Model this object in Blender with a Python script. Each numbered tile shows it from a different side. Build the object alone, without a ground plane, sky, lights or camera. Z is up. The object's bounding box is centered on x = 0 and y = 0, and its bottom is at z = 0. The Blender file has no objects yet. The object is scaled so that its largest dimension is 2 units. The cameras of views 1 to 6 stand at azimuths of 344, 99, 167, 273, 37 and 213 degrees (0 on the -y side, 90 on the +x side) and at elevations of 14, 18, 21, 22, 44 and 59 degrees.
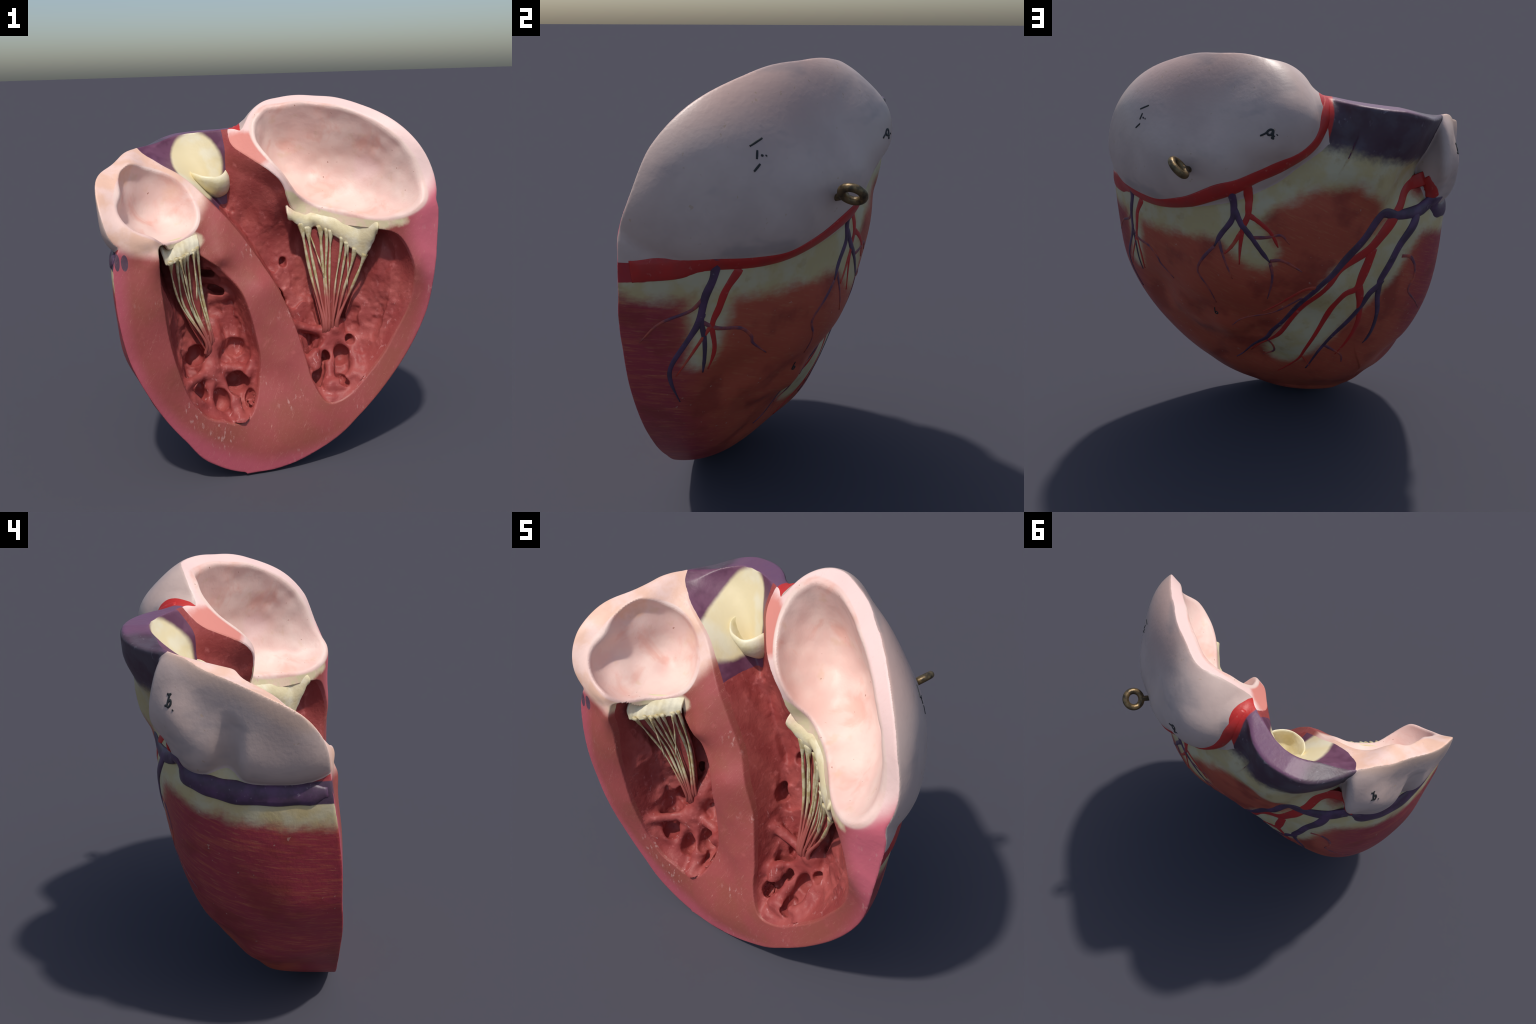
# ---------------------------------------------------------------------------
#  Anatomical teaching model: one half of a heart, cut open from the front.
#  The solid body is described as an implicit surface (signed distance):
#     outer shell (ventricles, two atria, pulmonary trunk)
#     minus everything in front of a curved cut surface  y = front(x, z)
#     minus two atrial bowls; the ventricle cavities are dents in the cut
#     plus papillary muscles and trabeculae as capsules.
# ---------------------------------------------------------------------------
import math
import numpy as np

# ------------------------------------------------------------------ helpers
def smin(a, b, k):
    h = np.clip(0.5 + 0.5 * (b - a) / k, 0, 1)
    return b * (1 - h) + a * h - k * h * (1 - h)

def smax(a, b, k):
    return -smin(-a, -b, k)

def sstep(a, b, x):
    t = np.clip((x - a) / (b - a), 0, 1)
    return t * t * (3 - 2 * t)

def hermite(x, xs, ys):
    """monotone-ish cubic through (xs, ys)"""
    xs, ys = np.asarray(xs, float), np.asarray(ys, float)
    m = np.gradient(ys, xs)
    d = np.diff(ys) / np.diff(xs)
    for i in range(1, len(xs) - 1):
        if d[i - 1] * d[i] <= 0:
            m[i] = 0
    x = np.clip(x, xs[0], xs[-1])
    i = np.clip(np.searchsorted(xs, x) - 1, 0, len(xs) - 2)
    h = xs[i + 1] - xs[i]
    t = (x - xs[i]) / h
    return ((2 * t**3 - 3 * t**2 + 1) * ys[i] + (t**3 - 2 * t**2 + t) * h * m[i]
            + (-2 * t**3 + 3 * t**2) * ys[i + 1] + (t**3 - t**2) * h * m[i + 1])

def euler(a, b, c):
    ca, sa, cb, sb, cc, sc = (math.cos(a), math.sin(a), math.cos(b), math.sin(b), math.cos(c), math.sin(c))
    return (np.array([[ca, -sa, 0], [sa, ca, 0], [0, 0, 1]]) @ np.array([[1, 0, 0], [0, cb, -sb], [0, sb, cb]])
            @ np.array([[cc, 0, sc], [0, 1, 0], [-sc, 0, cc]]))

def superball(P, centre, radii, rot, p=2.0):
    L = (P - np.array(centre)) @ rot
    k = (np.abs(L / np.array(radii)) ** p).sum(1) ** (1 / p)
    g = np.linalg.norm(L, axis=1) / np.maximum(k, 1e-6)
    return (k - 1) * np.minimum(g, max(radii))

def capsule(P, a, b, ra, rb):
    a, b = np.array(a, float), np.array(b, float)
    d = b - a
    t = np.clip((P - a) @ d / (d @ d), 0, 1)
    return np.linalg.norm(P - a - t[:, None] * d, axis=1) - (ra + (rb - ra) * t)

_rng = np.random.default_rng(11)
_lat = _rng.random((32, 32, 32)).astype(np.float32) * 2 - 1

def noise(P, freq, seed=0):
    """smooth lattice noise in -1..1"""
    q = P * freq + seed * 7.31
    i = np.floor(q).astype(np.int64)
    f = q - i
    f = f * f * (3 - 2 * f)
    r = 0
    for dx in (0, 1):
        for dy in (0, 1):
            for dz in (0, 1):
                w = ((f[:, 0] if dx else 1 - f[:, 0]) * (f[:, 1] if dy else 1 - f[:, 1]) * (f[:, 2] if dz else 1 - f[:, 2]))
                r = r + w * _lat[(i[:, 0] + dx) & 31, (i[:, 1] + dy) & 31, (i[:, 2] + dz) & 31]
    return r

# -------------------------------------------------------- the front surfaces
# curves on the cut surface: (x, y, z)
OUTER_EDGE = [(-.22, -.45, .02), (-.48, -.452, .17), (-.67, -.455, .43), (-.81, -.448, .76), (-.86, -.435, 1.02),
              (-.86, -.412, 1.2), (-.73, -.418, 1.22), (-.855, -.395, 1.33), (0, -.458, .02), (-.05, -.456, .14), (.12, -.456, .22), (.23, -.466, .11), (.47, -.475, .28),
              (.68, -.478, .51), (.81, -.478, .73), (.87, -.478, 1.0), (.885, -.472, 1.2), (.885, -.462, 1.36), (.87, -.437, 1.5)]
LEFT_ATRIUM_RIM = [(.83, -.335, 1.724), (.733, -.206, 1.879), (.582, -.045, 1.958), (.405, .114, 1.992), (.209, .256, 1.991),
                   (.0, .2, 1.872), (.11, .165, 1.915), (.307, .104, 1.955), (.474, -.046, 1.928), (.622, -.184, 1.85),
                   (.733, -.298, 1.715), (.793, -.384, 1.538), (.77, -.45, 1.455)]
SEPTUM_RIDGE = [(-.638, .17, 1.733), (-.535, .093, 1.667), (-.428, .041, 1.6), (-.334, -.005, 1.516), (-.171, -.115, 1.326),
                (-.026, -.176, 1.102), (.087, -.255, .863), (.151, -.34, .61), (.174, -.39, .481), (.236, -.435, .368), (-.06, -.262, 1.0), (-.01, -.305, .8), (.03, -.352, .6)]
RIGHT_VENTRICLE_RIM = [(-.386, -.17, 1.217), (-.271, -.196, 1.112), (-.179, -.246, .995), (-.118, -.294, .77), (-.105, -.325, .527),
                       (-.19, -.41, .319), (-.344, -.43, .332), (-.487, -.435, .435), (-.583, -.445, .697), (-.627, -.434, 1.021), (-.62, -.425, 1.254)]
RIGHT_ATRIUM_RIM = [(-.65, -.413, 1.352), (-.78, -.381, 1.428), (-.802, -.25, 1.559), (-.778, -.172, 1.626), (-.715, -.08, 1.683),
                    (-.625, .029, 1.666), (-.549, .031, 1.625), (-.43, -.026, 1.514), (-.375, -.09, 1.42),
                    (-.75, .09, 1.712), (-.836, -.07, 1.67), (-.907, -.29, 1.573), (-.905, -.36, 1.493), (-.87, -.393, 1.365)]
ATRIAL_LIP = [(-.133, .17, 1.753), (-.055, .068, 1.696), (.022, -.03, 1.635), (.099, -.08, 1.566), (.164, -.074, 1.44), (.25, -.05, 1.41), (.34, -.085, 1.40), (.42, -.15, 1.385), (.5, -.25, 1.375), (.57, -.345, 1.37), (-.5, -.23, 1.325), (-.68, -.415, 1.29), (-.27, -.212, 1.17), (-.545, -.265, 1.285), (-.23, -.14, 1.32), (.77, -.48, 1.1)]

def thin_plate(pts, smooth=1e-4):
    pts = np.array(pts, float)
    X, v = pts[:, [0, 2]], pts[:, 1]
    r2 = ((X[:, None] - X[None]) ** 2).sum(2)
    K = 0.5 * r2 * np.log(r2 + 1e-12) + smooth * np.eye(len(X))
    A = np.block([[K, np.c_[np.ones(len(X)), X]], [np.c_[np.ones(len(X)), X].T, np.zeros((3, 3))]])
    w = np.linalg.solve(A, np.r_[v, 0, 0, 0])
    def f(Q):
        out = w[-3] + Q @ w[-2:]
        for k, c in enumerate(X):
            d = ((Q - c) ** 2).sum(-1)
            out = out + w[k] * 0.5 * d * np.log(d + 1e-12)
        return out
    return f

def closed_curve(pts, n=12):
    """Catmull-Rom through a closed loop of 2D points"""
    p = np.array(pts, float)
    out = []
    for i in range(len(p)):
        a, b, c, d = p[i - 1], p[i], p[(i + 1) % len(p)], p[(i + 2) % len(p)]
        for t in np.arange(n) / n:
            out.append(0.5 * (2 * b + (c - a) * t + (2 * a - 5 * b + 4 * c - d) * t**2 + (3 * b - a - 3 * c + d) * t**3))
    return np.array(out)

def loop_distance(Q, loop):
    """signed distance of 2D points to a closed loop, positive inside"""
    best = np.full(len(Q), 1e9)
    inside = np.zeros(len(Q), bool)
    for a, b in zip(loop, np.roll(loop, -1, 0)):
        d = b - a
        t = np.clip((Q - a) @ d / (d @ d + 1e-12), 0, 1)
        best = np.minimum(best, ((Q - a - t[:, None] * d) ** 2).sum(1))
        if a[1] != b[1]:
            c = (a[1] > Q[:, 1]) != (b[1] > Q[:, 1])
            inside ^= c & (Q[:, 0] < a[0] + (Q[:, 1] - a[1]) * d[0] / d[1])
    return np.where(inside, 1, -1) * np.sqrt(best)

# ventricle cavities seen from the front: rim loop (x, z) and floor points (x, y, z)
LEFT_LOOP = [(-.635, 1.76), (-.535, 1.667), (-.428, 1.6), (-.334, 1.516), (-.171, 1.326), (-.026, 1.10), (.087, .863), (.151, .61),
             (.174, .481), (.225, .37), (.29, .345), (.40, .395), (.56, .56), (.66, .72), (.72, .84), (.747, .95), (.746, 1.08),
             (.70, 1.212), (.635, 1.28), (.5, 1.29), (.35, 1.30), (.22, 1.35), (.165, 1.43), (.13, 1.53), (.065, 1.605), (-.03, 1.68),
             (-.10, 1.75), (-.11, 1.9), (-.3, 2.0), (-.6, 1.95)]
LEFT_FLOOR = [(-.60, .16, 1.72), (-.5, .25, 1.75), (-.38, .32, 1.8), (-.27, .29, 1.76), (-.18, .25, 1.78), (-.13, .19, 1.72), (-.3, .22, 1.55), (-.18, .18, 1.51), (-.2, .17, 1.42),
              (-.02, .10, 1.318), (.02, .06, 1.42), (.1, .01, 1.40), (0, .04, 1.56), (.117, .04, 1.034), (.217, -.04, .869), (.45, .0, 1.2), (.6, -.21, 1.15), (.64, -.31, .95), (.62, -.33, .78),
              (.53, -.2, .8), (.35, -.09, .72), (.2, -.17, .6), (.25, -.20, .47), (.4, -.23, .5), (.33, -.36, .4), (.3, .04, 1.28)]
RIGHT_LOOP = [(-.40, 1.25), (-.38, 1.20), (-.271, 1.112), (-.179, .995), (-.134, .847), (-.105, .69), (-.097, .61), (-.105, .527), (-.123, .45),
              (-.151, .377), (-.2, .315), (-.28, .305), (-.344, .332), (-.423, .364), (-.487, .435), (-.532, .521), (-.583, .697), (-.613, .861),
              (-.627, 1.02), (-.632, 1.1), (-.635, 1.24), (-.628, 1.31), (-.59, 1.305), (-.56, 1.268), (-.5, 1.262)]
RIGHT_FLOOR = [(-.48, -.06, 1.2), (-.35, -.02, 1.0), (-.55, -.22, .95), (-.52, -.21, .85), (-.25, -.08, .85), (-.47, -.185, .65), (-.2, -.165, .6), (-.33, -.28, .38), (-.22, -.24, .42), (-.45, -.26, .45), (-.31, -.15, 1.15), (-.24, -.17, 1.05)]

_h = 0.006
_gx, _gz = np.arange(-1.1, 1.1001, _h), np.arange(-.15, 2.2001, _h)
_Q = np.stack(np.meshgrid(_gx, _gz, indexing="ij"), -1).reshape(-1, 2)
_shape = (len(_gx), len(_gz))
LEFT_ATRIUM_RIM = [(x, y - .016, z) for x, y, z in LEFT_ATRIUM_RIM]
CUT = thin_plate(OUTER_EDGE + LEFT_ATRIUM_RIM + SEPTUM_RIDGE + RIGHT_VENTRICLE_RIM + RIGHT_ATRIUM_RIM + ATRIAL_LIP)(_Q)
CUT = np.clip(CUT, -.48, .5)
_dl = loop_distance(_Q, closed_curve(LEFT_LOOP, 6))
_dr = loop_distance(_Q, closed_curve(RIGHT_LOOP, 6))
_fl = np.maximum(thin_plate(LEFT_FLOOR)(_Q), CUT)
_fr = np.maximum(thin_plate(RIGHT_FLOOR)(_Q), CUT)
def wall(d, w):            # steep at the rim, rounding off into the floor
    t = np.clip(d / w, 0, 1)
    return 1 - (1 - t) ** 2.2
# narrow steep wall in the ventricles, wide slope in the trunk
_wl = 0.055 + 0.085 * sstep(1.4, 1.7, _Q[:, 1])
FRONT = CUT + (_fl - CUT) * wall(_dl, _wl) + (_fr - CUT) * wall(_dr, 0.075)
def front(P):
    """y of the front skin: the cut, dented by the two ventricle cavities"""
    c, l, r = lookup("cut", P), lookup("dl", P), lookup("dr", P)
    w = 0.055 + 0.085 * sstep(1.4, 1.7, P[:, 2])
    return c + (lookup("fl", P) - c) * wall(l, w) + (lookup("fr", P) - c) * wall(r, 0.075)
_tables = {}
def _tab(name, arr):
    _tables[name] = arr.reshape(_shape)
_tab("cut", CUT); _tab("front", FRONT); _tab("fl", _fl); _tab("fr", _fr); _tab("dl", _dl); _tab("dr", _dr)
_a, _b = np.gradient(_tables["front"], _h)
_s = np.sqrt(1 + _a**2 + _b**2)
for _ in range(6):         # blur, so that the steep walls stay clean
    _s = (_s + np.roll(_s, 1, 0) + np.roll(_s, -1, 0) + np.roll(_s, 1, 1) + np.roll(_s, -1, 1)) / 5
_tab("slope", _s.ravel())

def lookup(name, P):
    T = _tables[name]
    u = np.clip((P[:, 0] - _gx[0]) / _h, 0, T.shape[0] - 1.001)
    v = np.clip((P[:, 2] - _gz[0]) / _h, 0, T.shape[1] - 1.001)
    i, j = u.astype(int), v.astype(int)
    u, v = u - i, v - j
    return (T[i, j] * (1 - u) * (1 - v) + T[i + 1, j] * u * (1 - v) + T[i, j + 1] * (1 - u) * v + T[i + 1, j + 1] * u * v)

# ------------------------------------------------------------ the outer shell
# horizontal sections of the ventricles: half ellipses behind the cut plane
SEC_Z = [-.01, .03, .11, .27, .5, .8, 1.1, 1.35, 1.45, 1.53, 1.62, 1.7]
SEC_L = [-.17, -.275, -.42, -.56, -.707, -.823, -.863, -.80, -.68, -.55, -.4, -.3]
SEC_R = [-.09, .035, .225, .436, .646, .815, .870, .880, .86, .80, .5, .1]
SEC_B = [-.38, -.235, -.14, .015, .16, .276, .36, .40, .395, .39, .34, .2]
SEC_M = [-.20, -.25, -.36, -.40, -.32, -.24, -.03, 0, -.05, -.1, -.15, -.18]

def ventricles(P):
    x, y, z = P.T
    l, r, b, m = (hermite(z, SEC_Z, s) for s in (SEC_L, SEC_R, SEC_B, SEC_M))
    left = x < m
    ax = np.where(left, m - l, r - m)
    zc = np.clip(z, 0, 1.4) - .7
    p = np.where(left, 3.05 - .5 * zc, 1.96 - .2 * zc)
    e = ((np.abs(x - m) / np.maximum(ax, .01)) ** p + (np.maximum(y + .46, 0) / np.maximum(b + .46, .01)) ** p) ** (1 / p)
    d = (e - 1) * np.minimum(np.maximum(ax, .02), np.maximum(b + .46, .02))
    return smax(smax(d, .004 - z, .07), z - 1.66, .06)

LA_C, LA_R, LA_T = (.434, -.056, 1.615), (.619, .368, .395), euler(-1.087, .578, .340)
LA_N, LA_D = (.645, .700, .308), 1.045          # flattened back of the left atrium
RA_C, RA_R, RA_T = (-.562, -.08, 1.5), (.285, .45, .285), euler(-.419, .014, .15)

def trunk(P):
    x, y, z = P.T
    b = hermite(z, [1.2, 1.4, 1.55, 1.7, 1.82, 1.9], [.24, .25, .30, .35, .345, .34])
    a = np.where(x < -.36, hermite(z, [1.2, 1.4, 1.5, 1.6, 1.75, 1.9], [.12, .17, .20, .245, .295, .32]), .30)
    k = (np.abs((x + .36) / a) ** 2.2 + np.abs((y - .09) / b) ** 2.2) ** (1 / 2.2)
    d = (k - 1) * .28
    top = z - (1.80 + np.where(x < -.37, .20, .08) * (x + .37))
    return smax(smax(d, top, .02), 1.2 - z, .05)

def outer_parts(P):
    v = ventricles(P)
    la = superball(P, LA_C, LA_R, LA_T, 2.0)
    la = smax(la, P @ np.array(LA_N) - LA_D, .2)
    la = smin(la, superball(P, (.20, .28, 1.72), (.20, .19, .16), np.eye(3), 2.2), .06)   # rounded lobe at its back
    ra = superball(P, RA_C, RA_R, RA_T, 3.0)
    ra = smax(ra, .87 * P[:, 0] + .49 * P[:, 1] + .395, .05)
    # rounded back lobe, and the cleft between the two lobes of the right auricle
    ra = smin(ra, superball(P, (-.665, .11, 1.475), (.115, .14, .16), np.eye(3), 2.3), .05)
    ra = smax(ra, -capsule(P, (-.805, .015, 1.27), (-.865, -.02, 1.50), .060, .022), .055)
    t = trunk(P)
    bridge = capsule(P, (-.15, .24, 1.70), (.03, .26, 1.77), .075, .075)
    return v, la, ra, smin(t, bridge, .05)

# gentle swellings (+) and hollows (-) of the outer skin: centre, radius, height
SWELL = [((.33, .24, .95), .20, .055), ((-.47, .32, 1.40), .13, -.045), ((-.33, .36, 1.27), .12, -.035),
         ((-.20, .34, 1.08), .12, -.03), ((-.04, .25, .75), .13, -.035), ((.20, .10, .60), .14, -.04), ((.45, -.03, .58), .15, -.05),
         ((-.666, .259, 1.321), .09, -.03), ((-.206, .067, .369), .15, .03), ((-.76, -.09, .68), .18, .01),
         ((.887, -.182, 1.57), .15, -.025), ((.653, .155, 1.571), .16, .025), ((.31, .437, 1.77), .12, -.045), ((-.05, .30, 1.635), .10, .04),
         ((-.919, -.232, 1.412), .12, -.02), ((.35, .15, 1.99), .25, .014),
         ((.67, -.10, .775), .12, -.045), ((-.70, .235, 1.40), .09, -.035), ((-.54, .34, 1.65), .12, -.03),
         ((-.22, .39, 1.52), .12, .025), ((-.294, .358, 1.419), .09, .035), ((.33, .06, .66), .10, .055), ((.143, .022, .426), .11, -.045),
         ((-.596, -.12, .371), .12, .03), ((-.584, .05, .38), .10, -.035), ((-.195, -.022, .25), .13, .025), ((.43, .27, 1.80), .18, -.02), ((.48, .21, 1.09), .13, .022),
         ((-.85, -.14, 1.66), .12, .018), ((.20, .42, 1.545), .09, -.025),
         ((.435, -.045, .63), .08, .04), ((.514, .101, .885), .10, .02), ((.319, -.107, .377), .10, -.02), ((.455, .325, 1.59), .10, .02), ((.70, .116, 1.40), .10, .02),
         ((-.80, -.28, .72), .15, .025), ((.276, .379, 1.471), .08, -.03), ((-.463, .297, 1.487), .10, -.018),
         ((-.458, -.02, .234), .12, -.014), ((-.667, -.265, .426), .12, .03), ((.84, -.25, 1.11), .14, -.014), ((.558, -.051, .75), .10, .028), ((.40, .21, 1.93), .12, -.014), ((-.80, .06, 1.60), .15, -.02), ((-.87, -.20, 1.43), .12, -.014), ((.89, -.44, 1.40), .12, .008), ((-.72, .05, 1.74), .12, .012)]

def outer(P):
    v, la, ra, t = outer_parts(P)
    d = smin(v, t, .06)
    d = smin(d, ra, .015)
    d = smin(d, la, .015 + .06 * sstep(.08, -.06, P[:, 0]))
    for c, r, h in SWELL:
        q = ((P - np.array(c)) ** 2).sum(1) / r**2
        m = q < 6
        d[m] -= h * np.exp(-q[m])
    return smax(d, .003 - P[:, 2], .03)

# ------------------------------------------------------------- atrial bowls
LB_C, LB_R, LB_P, LB_T = (.409, -.300, 1.809), (.574, .467, .230), 2.4, euler(-.777, -1.141, .196)
RB_C, RB_R, RB_P, RB_T = (-.573, -.2125, 1.528), (.251, .2055, .228), 2.8, euler(1.128, .025, .118)
LEFT_BOWL_FILL = [((.40, .11, 1.80), .15, .032), ((.60, -.07, 1.52), .14, -.03), ((.43, .12, 1.58), .12, -.018), ((.58, -.02, 1.63), .10, -.015), ((.17, .10, 1.53), .08, .02)]     # + raises the floor, - hollows it
RIGHT_BOWL_FILL = [((-.72, -.05, 1.50), .10, .012), ((-.66, -.08, 1.33), .08, .04), ((-.73, -.08, 1.64), .09, -.035), ((-.47, .02, 1.515), .10, -.02),
                   ((-.80, -.22, 1.55), .06, .02), ((-.72, -.22, 1.34), .06, .025)]
def bowls(P):
    a = superball(P, LB_C, LB_R, LB_T, LB_P)
    b = superball(P, RB_C, RB_R, RB_T, RB_P)
    for d, c, amp in ((a, LB_C, .012), (b, RB_C, .006)):
        m = np.abs(d) < .08            # soft folds of the atrial lining
        if m.any():
            q = P[m]
            d[m] += amp * noise(q * (1.3, .6, .7), 7, 6) + amp * .5 * noise(q, 15, 7)
    for d, list_ in ((a, LEFT_BOWL_FILL), (b, RIGHT_BOWL_FILL)):
        for c, r, h in list_:
            q = ((P - np.array(c)) ** 2).sum(1) / r**2
            m = q < 6
            d[m] += h * np.exp(-q[m])
    return a, b

# ------------------------------------- papillary muscles and trabeculae
MUSCLES = [  # (from, to, radius, radius)
    ((-.27, -.06, .80), (-.335, -.18, .69), .05, .05), ((-.335, -.18, .69), (-.358, -.235, .557), .055, .042),
    ((-.358, -.25, .557), (-.14, -.25, .525), .028, .024), ((-.358, -.25, .557), (-.256, -.335, .393), .028, .022),
    ((-.358, -.25, .557), (-.53, -.41, .545), .028, .024), ((-.37, -.27, .53), (-.40, -.37, .35), .032, .03),
    ((-.256, -.335, .393), (-.10, -.28, .60), .022, .03), ((-.256, -.335, .393), (-.24, -.42, .30), .026, .04),
    ((-.40, -.37, .37), (-.50, -.40, .47), .02, .03),
    ((-.46, -.13, .72), (-.50, -.14, 1.12), .032, .025), ((-.25, -.05, .8), (-.22, -.12, 1.08), .03, .035),
    ((-.38, -.05, .88), (-.20, -.14, .95), .022, .022), ((-.42, -.03, 1.0), (-.24, -.13, 1.06), .022, .024), ((-.46, -.06, .8), (-.2, -.1, .78), .02, .02),
    ((-.44, -.06, 1.08), (-.3, -.1, 1.13), .02, .02), ((-.5, -.16, .75), (-.42, -.2, .58), .025, .02),
    ((.42, -.12, .84), (.385, -.20, .68), .04, .04), ((.385, -.20, .68), (.35, -.20, .61), .055, .05),
    ((.357, -.195, .65), (.15, -.19, .725), .026, .03), ((.357, -.205, .62), (.336, -.285, .525), .035, .024),
    ((.336, -.285, .525), (.275, -.42, .355), .024, .026), ((.357, -.205, .62), (.56, -.27, .60), .042, .045),
    ((.33, -.23, .58), (.18, -.31, .53), .026, .03), ((.48, -.26, .58), (.46, -.40, .45), .038, .04),
    ((.46, -.39, .46), (.30, -.40, .41), .024, .024), ((.24, -.29, .57), (.22, -.36, .43), .022, .022),
    ((.5, -.16, .78), (.56, -.2, .95), .03, .02),
]
def muscles(P):
    d = None
    for a, b, ra, rb in MUSCLES:
        c = capsule(P, (a[0], a[1] + .032, a[2]), (b[0], b[1] + .032, b[2]), ra, rb)
        d = c if d is None else smin(d, c, .045)
    return d

# openings between the trabeculae: centre, half sizes (x, y, z), tilt
PITS = [((.215, -.24, .655), (.048, .058, .032), .2), ((.318, -.22, .535), (.024, .054, .042), -.4), ((.405, -.24, .535), (.048, .058, .055), .2),
        ((.465, -.22, .625), (.026, .054, .026), 0), ((.225, -.30, .435), (.032, .054, .065), .15), ((.37, -.34, .425), (.04, .06, .03), .5),
        ((-.215, -.25, .465), (.058, .11, .065), .35), ((-.325, -.30, .395), (.045, .054, .062), 0), ((-.445, -.31, .455), (.045, .054, .035), .6),
        ((-.435, -.17, .63), (.055, .058, .06), -.2), ((-.20, -.17, .64), (.055, .058, .055), .2), ((-.16, -.31, .38), (.022, .06, .055), .15),
        ((-.47, -.08, .86), (.04, .054, .07), 0), ((-.27, -.05, .96), (.05, .08, .03), .3), ((-.38, -.03, .80), (.03, .07, .05), 0), ((-.33, -.05, 1.07), (.05, .08, .025), .3),
        ((.12, -.03, .86), (.022, .07, .05), -.3), ((.16, .03, 1.05), (.022, .06, .03), .2)]
def pits(P):
    d = np.full(len(P), .3)
    for c, r, t in PITS:
        d = np.minimum(d, superball(P, c, r, euler(0, 0, t), 2.3))
    return d + .006 * noise(P, 25, 5)

def body(P):
    d = outer(P)
    f = (front(P) - P[:, 1]) / lookup("slope", P)
    inside = np.maximum(lookup("dl", P), lookup("dr", P))
    near = inside > 0.005
    if near.any():
        q = P[near]
        # wrinkled lining of the ventricles
        w = sstep(.0, .06, inside[near]) * (1 - sstep(1.3, 1.5, q[:, 2])) * (1 - .65 * sstep(.85, 1.15, q[:, 2]) * sstep(-.15, .0, q[:, 0]))
        fold = np.abs(noise(q * (1, 1, .45), 11, 4))      # rounded folds with creases between them
        f[near] += w * (.040 * (fold - .3) + .012 * noise(q * (1, 1, .6), 19, 1) + .005 * noise(q, 42, 2))
        zone = (q[:, 2] < 1.3)
        m = np.full(len(q), .3)
        if zone.any():
            m[zone] = muscles(q[zone]) + .007 * noise(q[zone], 16, 3) + .004 * noise(q[zone], 34, 2)
        f[near] = smin(f[near], m, .04)
        if zone.any():                     # deep openings of the net
            z_ = np.flatnonzero(near)[zone]
            f[z_] = smax(f[z_], -pits(q[zone]), .014)
    d = smax(d, f, .008)
    a, b = bowls(P)
    d = smax(d, -a, .022)
    return smax(d, -b, .018)

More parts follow.
